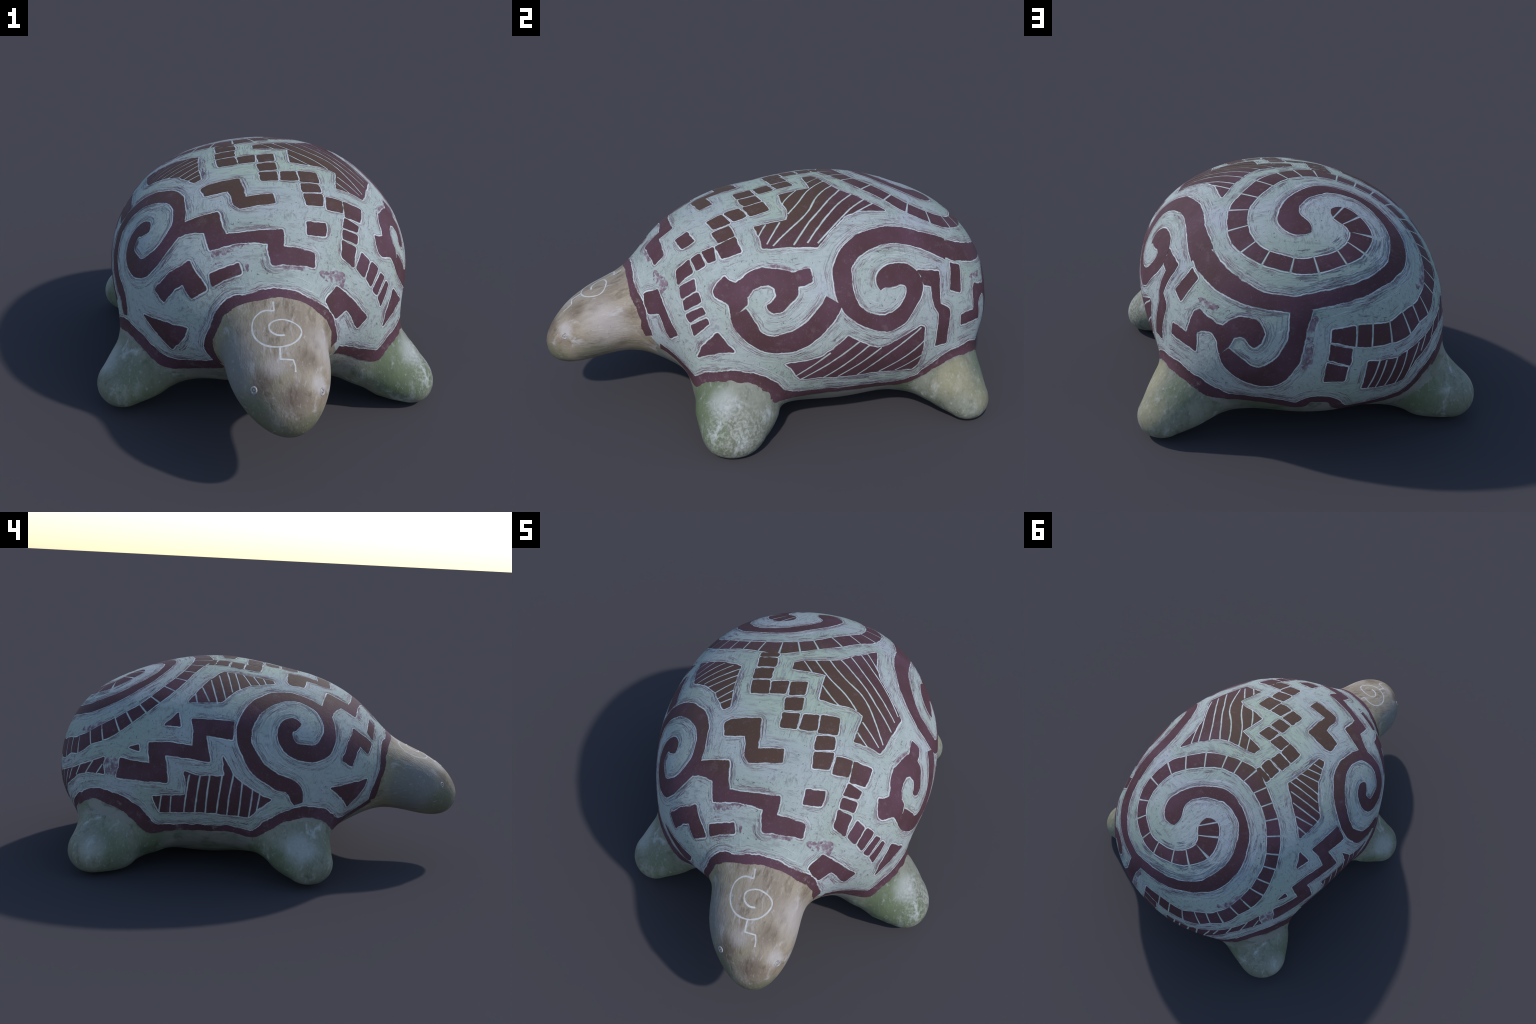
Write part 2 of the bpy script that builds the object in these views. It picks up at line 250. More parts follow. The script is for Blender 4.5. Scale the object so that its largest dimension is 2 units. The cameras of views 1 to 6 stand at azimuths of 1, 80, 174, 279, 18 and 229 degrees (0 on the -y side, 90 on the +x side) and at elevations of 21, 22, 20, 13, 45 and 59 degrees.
def surface_nets(field, lo, hi, h):
    """quad mesh of the zero surface of a field"""
    n = [int(math.ceil((b - a) / h)) + 1 for a, b in zip(lo, hi)]
    ax = [a + h * np.arange(k) for a, k in zip(lo, n)]
    F = np.empty(n)
    Y, Z = np.meshgrid(ax[1], ax[2], indexing='ij')
    for i, x in enumerate(ax[0]):
        F[i] = field(np.stack([np.full(Y.size, x), Y.ravel(), Z.ravel()], 1)).reshape(Y.shape)
    S = F < 0
    c = [k - 1 for k in n]
    acc, cnt = np.zeros((*c, 3)), np.zeros(c)
    part = lambda o: tuple(slice(o[d], o[d] + c[d]) for d in range(3))
    for a in [(i, j, k) for i in (0, 1) for j in (0, 1) for k in (0, 1)]:
        for d in range(3):
            if a[d] == 0:
                b = list(a)
                b[d] = 1
                fa, fb = F[part(a)], F[part(b)]
                cross = (fa < 0) != (fb < 0)
                t = np.where(cross, fa / np.where(cross, fa - fb, 1), 0)
                for e in range(3):
                    acc[..., e] += cross * (a[e] + (t if e == d else 0))
                cnt += cross
    act = cnt > 0
    idx = -np.ones(c, int)
    idx[act] = np.arange(act.sum())
    V = np.array(lo) + h * (np.argwhere(act) + acc[act] / cnt[act][:, None])
    Q = []
    for d in range(3):
        e1, e2 = (d + 1) % 3, (d + 2) % 3
        s = [slice(1, -1)] * 3
        s[d] = slice(0, -1)
        A = S[tuple(s)]
        s[d] = slice(1, None)
        B = S[tuple(s)]
        for flip, mask in ((0, A & ~B), (1, B & ~A)):
            p = np.argwhere(mask)
            p[:, e1] += 1
            p[:, e2] += 1

            def at(u, v):
                q = p.copy()
                q[:, e1] -= u
                q[:, e2] -= v
                return idx[q[:, 0], q[:, 1], q[:, 2]]
            quad = np.stack([at(1, 1), at(0, 1), at(0, 0), at(1, 0)], 1)
            Q.append(quad[:, ::-1] if flip else quad)
    return V, np.concatenate(Q)


def snap(field, P, rounds=3, e=1e-4):
    for _ in range(rounds):
        g = np.empty_like(P)
        for d in range(3):
            o = np.zeros(3)
            o[d] = e
            g[:, d] = (field(P + o) - field(P - o)) / (2 * e)
        P = P - (field(P) / np.maximum((g * g).sum(1), 1e-6))[:, None] * g
    return P


def vertex_normals(V, Q):
    fn = np.cross(V[Q[:, 2]] - V[Q[:, 0]], V[Q[:, 3]] - V[Q[:, 1]])
    N = np.zeros_like(V)
    for k in range(4):
        np.add.at(N, Q[:, k], fn)
    return N / np.linalg.norm(N, axis=1)[:, None]


def smooth(V, Q, rounds, amount=.5):
    a, b = np.concatenate([Q[:, [i, (i + 1) % 4]] for i in range(4)]).T
    deg = np.bincount(a, minlength=len(V)) + np.bincount(b, minlength=len(V))
    for i in range(rounds):
        S = np.zeros_like(V)
        np.add.at(S, a, V[b])
        np.add.at(S, b, V[a])
        V = V + (amount if i % 2 == 0 else -amount * 1.02) * (S / deg[:, None] - V)
    return V


V, Q = surface_nets(body_field, (-.82, -1.05, -.03), (.82, 1.05, 1.01), .0105)
V = snap(body_field, V)
V = smooth(V, Q, 24)
V[:, 2] -= V[:, 2].min()
N = vertex_normals(V, Q)
TREE = BVHTree.FromPolygons(V.tolist(), Q.tolist())


def unit(lon, lat):
    lo, la = np.radians(lon), np.radians(lat)
    return np.stack([np.sin(lo) * np.cos(la), -np.cos(lo) * np.cos(la), np.sin(la)], -1)


def lonlat(P, centre=BODY_CENTRE):
    d = P - centre
    return np.degrees(np.arctan2(d[..., 0], -d[..., 1])), np.degrees(np.arcsin(d[..., 2] / np.linalg.norm(d, axis=-1)))


def onto(P, centre=BODY_CENTRE):
    """points carried straight out from the centre on to the skin, with the skin's smooth normals"""
    X, M = np.empty_like(P), np.empty_like(P)
    for i, d in enumerate(P - centre):
        d = d / math.sqrt(d @ d)
        hit, n, f, _ = TREE.ray_cast(Vector(centre), Vector(d))
        X[i] = hit
        q = Q[f]
        w = 1 / (((V[q] - X[i]) ** 2).sum(1) + 1e-7)
        m = (N[q] * w[:, None]).sum(0)
        M[i] = m / math.sqrt(m @ m)
    return X, M


def place(pairs, centre=BODY_CENTRE):
    p = np.array(pairs, float)
    return onto(centre + unit(p[:, 0], p[:, 1]), centre)[0]


# ------------------------------------------------------------------ materials
class Nodes:
    def __init__(self, name):
        self.mat = bpy.data.materials.new(name)
        self.mat.use_nodes = True
        self.t = self.mat.node_tree
        self.bsdf = self.t.nodes['Principled BSDF']
        self.co = self.t.nodes.new('ShaderNodeTexCoord').outputs['Object']

    def put(self, socket, value):
        if isinstance(value, bpy.types.NodeSocket):
            self.t.links.new(value, socket)
        elif value is not None:
            socket.default_value = value

    def mapping(self, scale=(1, 1, 1), rot=(0, 0, 0), loc=(0, 0, 0), co=None):
        n = self.t.nodes.new('ShaderNodeMapping')
        self.put(n.inputs['Vector'], co or self.co)
        n.inputs['Scale'].default_value, n.inputs['Rotation'].default_value, n.inputs['Location'].default_value = scale, rot, loc
        return n.outputs[0]

    def noise(self, scale, detail=3., rough=.55, co=None, distortion=0.):
        n = self.t.nodes.new('ShaderNodeTexNoise')
        self.put(n.inputs['Vector'], co or self.co)
        n.inputs['Scale'].default_value, n.inputs['Detail'].default_value = scale, detail
        n.inputs['Roughness'].default_value, n.inputs['Distortion'].default_value = rough, distortion
        return n.outputs['Fac']

    def ramp(self, fac, lo, hi, a=0., b=1.):
        n = self.t.nodes.new('ShaderNodeMapRange')
        n.interpolation_type = 'SMOOTHSTEP'
        self.put(n.inputs['Value'], fac)
        for k, v in zip(('From Min', 'From Max', 'To Min', 'To Max'), (lo, hi, a, b)):
            n.inputs[k].default_value = v
        return n.outputs['Result']

    def math(self, op, a, b):
        n = self.t.nodes.new('ShaderNodeMath')
        n.operation = op
        self.put(n.inputs[0], a)
        self.put(n.inputs[1], b)
        return n.outputs[0]

    def mix(self, fac, a, b):
        n = self.t.nodes.new('ShaderNodeMix')
        n.data_type = 'RGBA'
        self.put(n.inputs[0], fac)
        self.put(n.inputs[6], (*a, 1) if isinstance(a, tuple) else a)
        self.put(n.inputs[7], (*b, 1) if isinstance(b, tuple) else b)
        return n.outputs[2]

    def spot(self, centre, radius, soft=.5):
        """1 inside a ball, fading out"""
        n = self.t.nodes.new('ShaderNodeVectorMath')
        n.operation = 'DISTANCE'
        self.put(n.inputs[0], self.co)
        n.inputs[1].default_value = centre
        wob = self.math('MULTIPLY', self.math('SUBTRACT', self.noise(7, 3), .5), radius * .6)
        return self.ramp(self.math('ADD', n.outputs['Value'], wob), radius * soft, radius, 1., 0.)

    def finish(self, colour, rough=.6, spec=.3, height=None, depth=.001):
        self.put(self.bsdf.inputs['Base Color'], colour)
        self.put(self.bsdf.inputs['Roughness'], rough)
        self.bsdf.inputs['Specular IOR Level'].default_value = spec
        if height is not None:
            b = self.t.nodes.new('ShaderNodeBump')
            b.inputs['Strength'].default_value = 1.
            b.inputs['Distance'].default_value = depth
            self.put(b.inputs['Height'], height)
            self.put(self.bsdf.inputs['Normal'], b.outputs[0])
        return self.mat


def scraped_ground():
    """pale ground laid bare by the scraper: chalky, streaked, flecked with slip left in the grain"""
    m = Nodes('scraped_pale_ground')
    which = m.ramp(m.noise(5, 1), .46, .54)
    sa = m.noise(14, 5, .62, m.mapping((1, 5, 4), (.3, .2, .5)), .6)
    sb = m.noise(14, 5, .62, m.mapping((5, 1, 4), (.2, .5, .3)), .6)
    st = m.math('ADD', m.math('MULTIPLY', sa, which), m.math('MULTIPLY', sb, m.math('SUBTRACT', 1., which)))
    clump = m.noise(8, 3, .6, m.mapping(loc=(3, 1, 2)))
    fleck = m.ramp(m.math('ADD', st, m.math('MULTIPLY', clump, .42)), .76, .88)
    pits = m.ramp(m.noise(70, 2, .5), .68, .75)
    tint = m.noise(2.6, 2, .5, m.mapping(loc=(7, 2, 5)))
    col = m.mix(m.ramp(tint, .4, .66), PALE, PALE_GREEN)
    col = m.mix(m.ramp(m.noise(3.1, 2, .5, m.mapping(loc=(1, 8, 3))), .5, .75), col, PALE_LILAC)
    col = m.mix(m.spot((.08, .06, .95), .34), col, PALE_MINT)
    col = m.mix(m.ramp(st, .40, .64, 0., .34), col, PALE_DIM)
    col = m.mix(m.math('MULTIPLY', fleck, .28), col, RESIDUE)
    col = m.mix(m.math('MULTIPLY', pits, .5), col, PIT)
    dots = m.ramp(m.noise(120, 3, .6, m.mapping((1, 1.6, 1))), .56, .70)
    where = m.ramp(m.noise(6.5, 3, .6, m.mapping(loc=(9, 4, 1))), .36, .66, .25, 1.)
    col = m.mix(m.math('MULTIPLY', m.math('MULTIPLY', dots, where), .55), col, RESIDUE)
    return m.finish(col, .75, .15, m.math('SUBTRACT', st, m.math('MULTIPLY', pits, .8)), .0025)


def dark_slip(name='dark_slip', wear=.45):
    """iron slip, maroon, browner on the crown"""
    m = Nodes(name)
    col = m.mix(m.ramp(m.noise(5, 3), .35, .7), SLIP, SLIP_PURPLE)
    col = m.mix(m.spot((.02, -.02, .93), .52), col, SLIP_BROWN)
    col = m.mix(m.ramp(m.noise(30, 5, .7), .54, .8, 0., wear), col, SLIP_WORN)
    col = m.mix(m.ramp(m.noise(13, 5, .75, m.mapping(loc=(3, 3, 8))), .58, .72, 0., wear - .3), col, SLIP_RUBBED)
    col = m.mix(m.ramp(m.noise(150, 2), .64, .74, 0., .5), col, SLIP_WORN)
    return m.finish(col, .7, .15, m.noise(70, 3), .0010)


def bare_clay(name, a, b, dark, light, green, stretch, seed, speck, patches=(), grain=()):
    """rubbed bare clay with soft stains along the rubbing direction"""
    m = Nodes(name)
    co = m.mapping(stretch, loc=(seed, seed * 2.3, seed * .7))
    col = m.mix(m.ramp(m.noise(7, 5, .65, co, .5), .36, .64), a, b)
    col = m.mix(m.ramp(m.noise(3.4, 3, .55, m.mapping(loc=(seed, 5, 1))), .46, .64, 0., .8), col, green)
    col = m.mix(m.ramp(m.noise(15, 5, .7, m.mapping(stretch, loc=(seed + 4, 1, 2)), .4), .50, .70, 0., .65), col, dark)
    col = m.mix(m.ramp(m.noise(11, 4, .65, m.mapping(stretch, loc=(2, seed + 9, 2)), .4), .54, .72, 0., .75), col, light)
    for where, r, c, k in patches:
        col = m.mix(m.math('MULTIPLY', m.spot(where, r, .25), k), col, c)
    rough = m.noise(46, 4, .65, m.mapping(stretch))
    coarse = m.noise(85, 3, .6)
    for where, r, k in grain:
        here = m.math('MULTIPLY', m.spot(where, r, .35), k)
        col = m.mix(m.math('MULTIPLY', m.ramp(coarse, .47, .60), here), col, light)
        col = m.mix(m.math('MULTIPLY', m.ramp(coarse, .50, .40), here), col, dark)
    col = m.mix(m.ramp(rough, .56, .72, 0., speck), col, light)
    col = m.mix(m.ramp(m.noise(58, 4, .65), .60, .74, 0., speck), col, dark)
    return m.finish(col, .62, .22, rough, .0022)


PALE, PALE_GREEN, PALE_LILAC, PALE_DIM, PALE_MINT = (.385, .43, .435), (.33, .395, .355), (.40, .425, .475), (.25, .295, .29), (.375, .45, .375)
RESIDUE, PIT = (.13, .085, .115), (.10, .10, .10)
DULL_A, DULL_B = (.25, .27, .28), (.21, .185, .205)
WASH_A, WASH_B = (.25, .19, .23), (.16, .105, .135)
SLIP, SLIP_PURPLE, SLIP_BROWN, SLIP_WORN, SLIP_RUBBED = (.080, .038, .045), (.104, .050, .072), (.088, .053, .040), (.19, .125, .155), (.30, .25, .25)
HEAD_A, HEAD_B, HEAD_DARK, HEAD_LIGHT, HEAD_GREEN = (.325, .278, .222), (.245, .20, .155), (.12, .09, .065), (.47, .435, .44), (.265, .24, .15)
HEAD_SMOKE, HEAD_GREY, HEAD_OLIVE = (.10, .065, .047), (.175, .18, .19), (.125, .13, .085)
LEG_A, LEG_B, LEG_DARK, LEG_LIGHT, LEG_GREEN = (.24, .25, .21), (.18, .19, .15), (.09, .10, .07), (.44, .46, .465), (.12, .155, .09)
LEG_OCHRE = (.275, .25, .155)
BELLY_A, BELLY_B = (.28, .27, .245), (.235, .235, .22)
LINE_A, LINE_B = (.58, .61, .65), (.48, .50, .53)
HEADLINE_A, HEADLINE_B = (.56, .57, .58), (.47, .47, .46)


GROUND = scraped_ground()
SLIPMAT = dark_slip()
BORDERMAT = dark_slip('worn_slip', .95)
HEADMAT = bare_clay('burnished_head_clay', HEAD_A, HEAD_B, HEAD_DARK, HEAD_LIGHT, HEAD_GREEN, (2.6, .55, 1.6), 1.7, .35,
                    [((-.06, -.80, .38), .22, HEAD_GREY, .85), ((.03, -.93, .28), .15, HEAD_OLIVE, .9), ((.20, -.97, .27), .12, HEAD_OLIVE, .8), ((.27, -.80, .30), .12, HEAD_OLIVE, .55),
                     ((.165, -.98, .40), .085, HEAD_SMOKE, .7), ((.055, -.93, .43), .07, HEAD_SMOKE, .6), ((.215, -.86, .485), .06, HEAD_SMOKE, .5),
                     ((.27, -.74, .45), .13, HEAD_LIGHT, .55), ((.245, -.91, .41), .05, HEAD_LIGHT, .7), ((.10, -.90, .47), .06, HEAD_LIGHT, .4)])
LEGMAT = bare_clay('burnished_leg_clay', LEG_A, LEG_B, LEG_DARK, LEG_LIGHT, LEG_GREEN, (1.4, 1.4, .8), 3.1, .4,
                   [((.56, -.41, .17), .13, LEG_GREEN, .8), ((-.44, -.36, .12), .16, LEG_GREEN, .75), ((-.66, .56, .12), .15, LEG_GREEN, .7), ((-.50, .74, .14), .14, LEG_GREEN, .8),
                    ((-.46, -.16, .16), .12, LEG_GREEN, .7), ((.44, .66, .13), .12, LEG_GREEN, .6),
                    ((.56, .70, .20), .13, LEG_OCHRE, .8), ((.60, .84, .12), .12, LEG_OCHRE, .55), ((-.575, -.30, .19), .10, LEG_LIGHT, .55), ((.66, -.30, .24), .09, LEG_LIGHT, .6),  # LEG_LIGHT spots here and below: highlights baked into the clay colour
                    ((.60, .82, .22), .06, LEG_LIGHT, .6), ((-.74, .62, .15), .09, LEG_LIGHT, .35)],
                   [((.72, -.25, .11), .20, .32), ((-.56, -.36, .12), .3, .06), ((.58, .78, .12), .3, .06), ((-.68, .64, .12), .3, .06)])
BELLYMAT = bare_clay('bare_belly_clay', BELLY_A, BELLY_B, LEG_DARK, BELLY_B, LEG_GREEN, (1.2, .6, 1.2), 5.3, .3)
m = Nodes('incised_line')
LINEMAT = m.finish(m.mix(m.ramp(m.noise(40, 3), .4, .62), LINE_A, LINE_B), .6, .25)
m = Nodes('thin_slip_residue')
RESIDUEMAT = m.finish(m.mix(m.ramp(m.noise(30, 3), .4, .62), RESIDUE, SLIP_WORN), .6, .25)
m = Nodes('incised_head_line')
HEADLINEMAT = m.finish(m.mix(m.ramp(m.noise(40, 3), .35, .6), HEADLINE_A, HEADLINE_B), .7, .15)
m = Nodes('thin_slip_wash')
WASHMAT = m.finish(m.mix(m.ramp(m.noise(34, 5, .7), .46, .60), m.mix(m.ramp(m.noise(50, 3), .35, .65), WASH_A, WASH_B), PALE), .75, .15)
m = Nodes('scraper_stroke')
SCRAPEMAT = m.finish(m.mix(m.ramp(m.noise(12, 3), .38, .62), LINE_B, PALE), .75, .15)
m = Nodes('drawn_scrape_shadow')
DULLMAT = m.finish(m.mix(m.ramp(m.noise(20, 4, .65), .38, .62), DULL_A, DULL_B), .75, .15)
m = Nodes('eye_clay')
EYEMAT = m.finish(m.mix(m.ramp(m.noise(60, 3), .4, .62), HEAD_LIGHT, HEAD_GREY), .45, .4)

# ------------------------------------------------------------------ objects
ROOT = bpy.data.objects.new('clay_turtle', None)
ROOT.empty_display_size = .1
bpy.context.collection.objects.link(ROOT)
ROOT['label'] = 'hand-made clay turtle with dark scrolls and steps scratched on a pale shell'
ROOT['category'] = 'turtle figurine'


def part(name, verts, faces, material, normals=None, parent=ROOT, stuff=False):
    me = bpy.data.meshes.new(name)
    me.from_pydata(np.asarray(verts, float).tolist(), [], [list(map(int, f)) for f in faces])
    me.materials.append(material)
    me.polygons.foreach_set('use_smooth', [True] * len(me.polygons))
    if normals is not None:
        me.normals_split_custom_set_from_vertices(np.asarray(normals, float).tolist())
    ob = bpy.data.objects.new(name, me)
    bpy.context.collection.objects.link(ob)
    ob.parent = parent
    if stuff:
        ob['kind'] = 'stuff'
    return ob


# --- the one smooth skin, cut into its anatomical parts under the painted borders
def smooth_line(P, step=.006, closed=False):
    """points of a natural curve through P at even steps"""
    P = np.asarray(P, float)
    if closed:
        P = np.vstack([P[-3:], P, P[:3]])
    s = np.concatenate([[0], np.cumsum(np.linalg.norm(np.diff(P[:, :3], axis=0), axis=1))])
    n = len(P)
    h = np.diff(s)
    A, B = np.eye(n), np.zeros_like(P)
    for i in range(1, n - 1):
        A[i, i - 1:i + 2] = [h[i - 1], 2 * (h[i - 1] + h[i]), h[i]]
        B[i] = 6 * ((P[i + 1] - P[i]) / h[i] - (P[i] - P[i - 1]) / h[i - 1])
    M = np.linalg.solve(A, B)
    a, b = (s[3], s[-3]) if closed else (0, s[-1])
    t = np.linspace(a, b, max(3, int((b - a) / step) + 1))
    i = np.clip(np.searchsorted(s, t, side='right') - 1, 0, n - 2)
    f = ((t - s[i]) / h[i])[:, None]
    g = 1 - f
    out = g * P[i] + f * P[i + 1] + (h[i] ** 2)[:, None] / 6 * ((g ** 3 - g) * M[i] + (f ** 3 - f) * M[i + 1])
    return out, (t - a), np.interp(t, s, np.arange(n))


def inside(poly, pts):
    x, y = pts[:, 0], pts[:, 1]
    r = np.zeros(len(pts), bool)
    for (x1, y1), (x2, y2) in zip(poly, np.roll(poly, -1, 0)):
        k = (y1 > y) != (y2 > y)
        r ^= k & (x < (x2 - x1) * (y - y1) / (y2 - y1 + 1e-12) + x1)
    return r


def from_above(lon, lat):
    r = 90 - np.asarray(lat)
    return np.stack([r * np.sin(np.radians(lon)), -r * np.cos(np.radians(lon))], -1)


neck, hem = np.array(NECK_BAND), np.array(HEM_BAND)
loop = np.vstack([neck[::-1, :2], hem[:, :2]])
FC = V[Q].mean(1)
flo, fla = lonlat(FC)
shell_face = inside(from_above(loop[:, 0], loop[:, 1]), from_above(flo, fla))
torso = egg(FC, SHELL, .42)
legs = np.stack([leg_field(FC, l) for l in LEGS])
near = legs.argmin(0)
is_leg = ~shell_face & (legs.min(0) - torso < .03) & (FC[:, 1] > -.6)
is_head = ~shell_face & ~is_leg & (FC[:, 1] < -.535) & (np.abs(FC[:, 0] - .08) < .34)
label = np.where(shell_face, 0, np.where(is_head, 2, np.where(is_leg, 3 + near, 1)))


def skin(name, k, material):
    q = Q[label == k]
    used, inv = np.unique(q, return_inverse=True)
    return part(name, V[used], inv.reshape(q.shape), material, N[used])


SHELLOB = skin('shell', 0, GROUND)
skin('belly', 1, BELLYMAT)
HEADOB = skin('head', 2, HEADMAT)
for k, nm in enumerate(('forelimb', 'forelimb', 'hindlimb', 'hindlimb')):
    skin(nm, 3 + k, LEGMAT)

# --- slip laid on the skin
THICK, SINK = .0009, .0012
layer = 0
SCRATCHES = []        # middles of the scratched bars that split the slip
EDGES = []            # outlines of the motifs, used for the scratched contour and the residue


def ragged(n, amount, seed, span=5):
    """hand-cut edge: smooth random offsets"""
    r = np.random.default_rng(seed).normal(0, 1, n + 2 * span)
    k = np.hanning(2 * span + 1)
    r = np.convolve(r, k / math.sqrt((k * k).sum()), 'same')[span:-span]
    fine = np.random.default_rng(seed + 999).normal(0, .45, n)
    return amount * (r + fine)


def shell_strip(rows, nrm, lift, sink, name, material, parent, centre):
    """closed thin layer from a grid of skin points"""
    nu, nv = rows.shape[:2]
    top = rows + nrm * lift
    idx = np.arange(nu * nv).reshape(nu, nv)
    F = np.stack([idx[:-1, :-1], idx[1:, :-1], idx[1:, 1:], idx[:-1, 1:]], -1).reshape(-1, 4)
    rim = np.concatenate([idx[:, 0], idx[-1, 1:], idx[-2::-1, -1], idx[0, -2:0:-1]])
    P, M = top.reshape(-1, 3), nrm.reshape(-1, 3)
    low = P[rim] - M[rim] * (lift + sink)
    base = len(P)
    k = np.arange(len(rim))
    S = np.stack([rim[k], base + k, base + (k + 1) % len(rim), rim[(k + 1) % len(rim)]], -1)
    a = np.cross(P[F[0, 1]] - P[F[0, 0]], P[F[0, 2]] - P[F[0, 0]])
    if a @ M[F[0, 0]] < 0:
        F, S = F[:, ::-1], S[:, ::-1]
    return np.vstack([P, low]), np.vstack([F, S]), np.vstack([M, M[rim]])


def band_grid(mid, width, seed, rough=.0012, cross=.009, ends='cut', centre=BODY_CENTRE):
    """a ribbon of given width along a line on the skin"""
    X, M = onto(mid, centre)
    T = np.gradient(X, axis=0)
    T /= np.linalg.norm(T, axis=1)[:, None]
    B = np.cross(M, T)
    B /= np.linalg.norm(B, axis=1)[:, None]
    n = len(X)
    a = width / 2 + ragged(n, rough, seed)
    b = width / 2 + ragged(n, rough, seed + 1)
    m = max(3, int(width.max() / cross) + 1)
    t = np.linspace(-1, 1, m)
    off = np.where(t[None] < 0, a[:, None] * t[None], b[:, None] * t[None])
    G = X[:, None] + off[..., None] * B[:, None]
    for j in range(m):                            # no folding back on the inside of a turn
        for _ in range(80):
            step = ((G[1:, j] - G[:-1, j]) * T[:-1]).sum(1)
            bad = np.nonzero(step < .0012)[0]
            if not len(bad):
                break
            k = np.unique(np.clip((bad[:, None] + np.arange(-3, 5)).ravel(), 1, n - 2))
            G[k, j] = .25 * G[k - 1, j] + .5 * G[k, j] + .25 * G[k + 1, j]
    P, K = onto(G.reshape(-1, 3), centre)
    return P.reshape(n, m, 3), K.reshape(n, m, 3)


def stroke_line(rows, step=.006):
    r = np.array(rows, float)
    P = place(r[:, :2])
    return smooth_line(np.hstack([P, r[:, 2:3] / 1000]), step)


def cap(width, dist, start, end):
    """round the free ends of a stroke"""
    w = width.copy()
    for on, d in ((start, dist), (end, dist[-1] - dist)):
        if on:
            r = w.max() * .42
            k = np.clip(d / r, 0, 1)
            w = w * np.sqrt(np.clip(1 - (1 - k) ** 2, .006, 1))
    return w


def paint_stroke(name, rows, seed, start=False, end=False, parent=None, edge=True, relax=6, rough=.0012, material=None):
    global layer
    L, d, _ = stroke_line(rows)
    for _ in range(relax):
        L[1:-1] = .25 * L[:-2] + .5 * L[1:-1] + .25 * L[2:]
    w = cap(np.maximum(L[:, 3], .012), d, start, end)
    G, K = band_grid(L[:, :3], w, seed, rough)
    layer += 1
    lift = THICK + .0001 * (layer % 7)
    P, F, M = shell_strip(G, K, lift, SINK, name, SLIPMAT, parent, BODY_CENTRE)
    material = material or SLIPMAT
    if edge:
        EDGES.append((G[:, 0], K[:, 0], G[:, 0] - G[:, 1]))
        EDGES.append((G[:, -1], K[:, -1], G[:, -1] - G[:, -2]))
    return part(name, P, F, material, M, parent or SHELLOB)


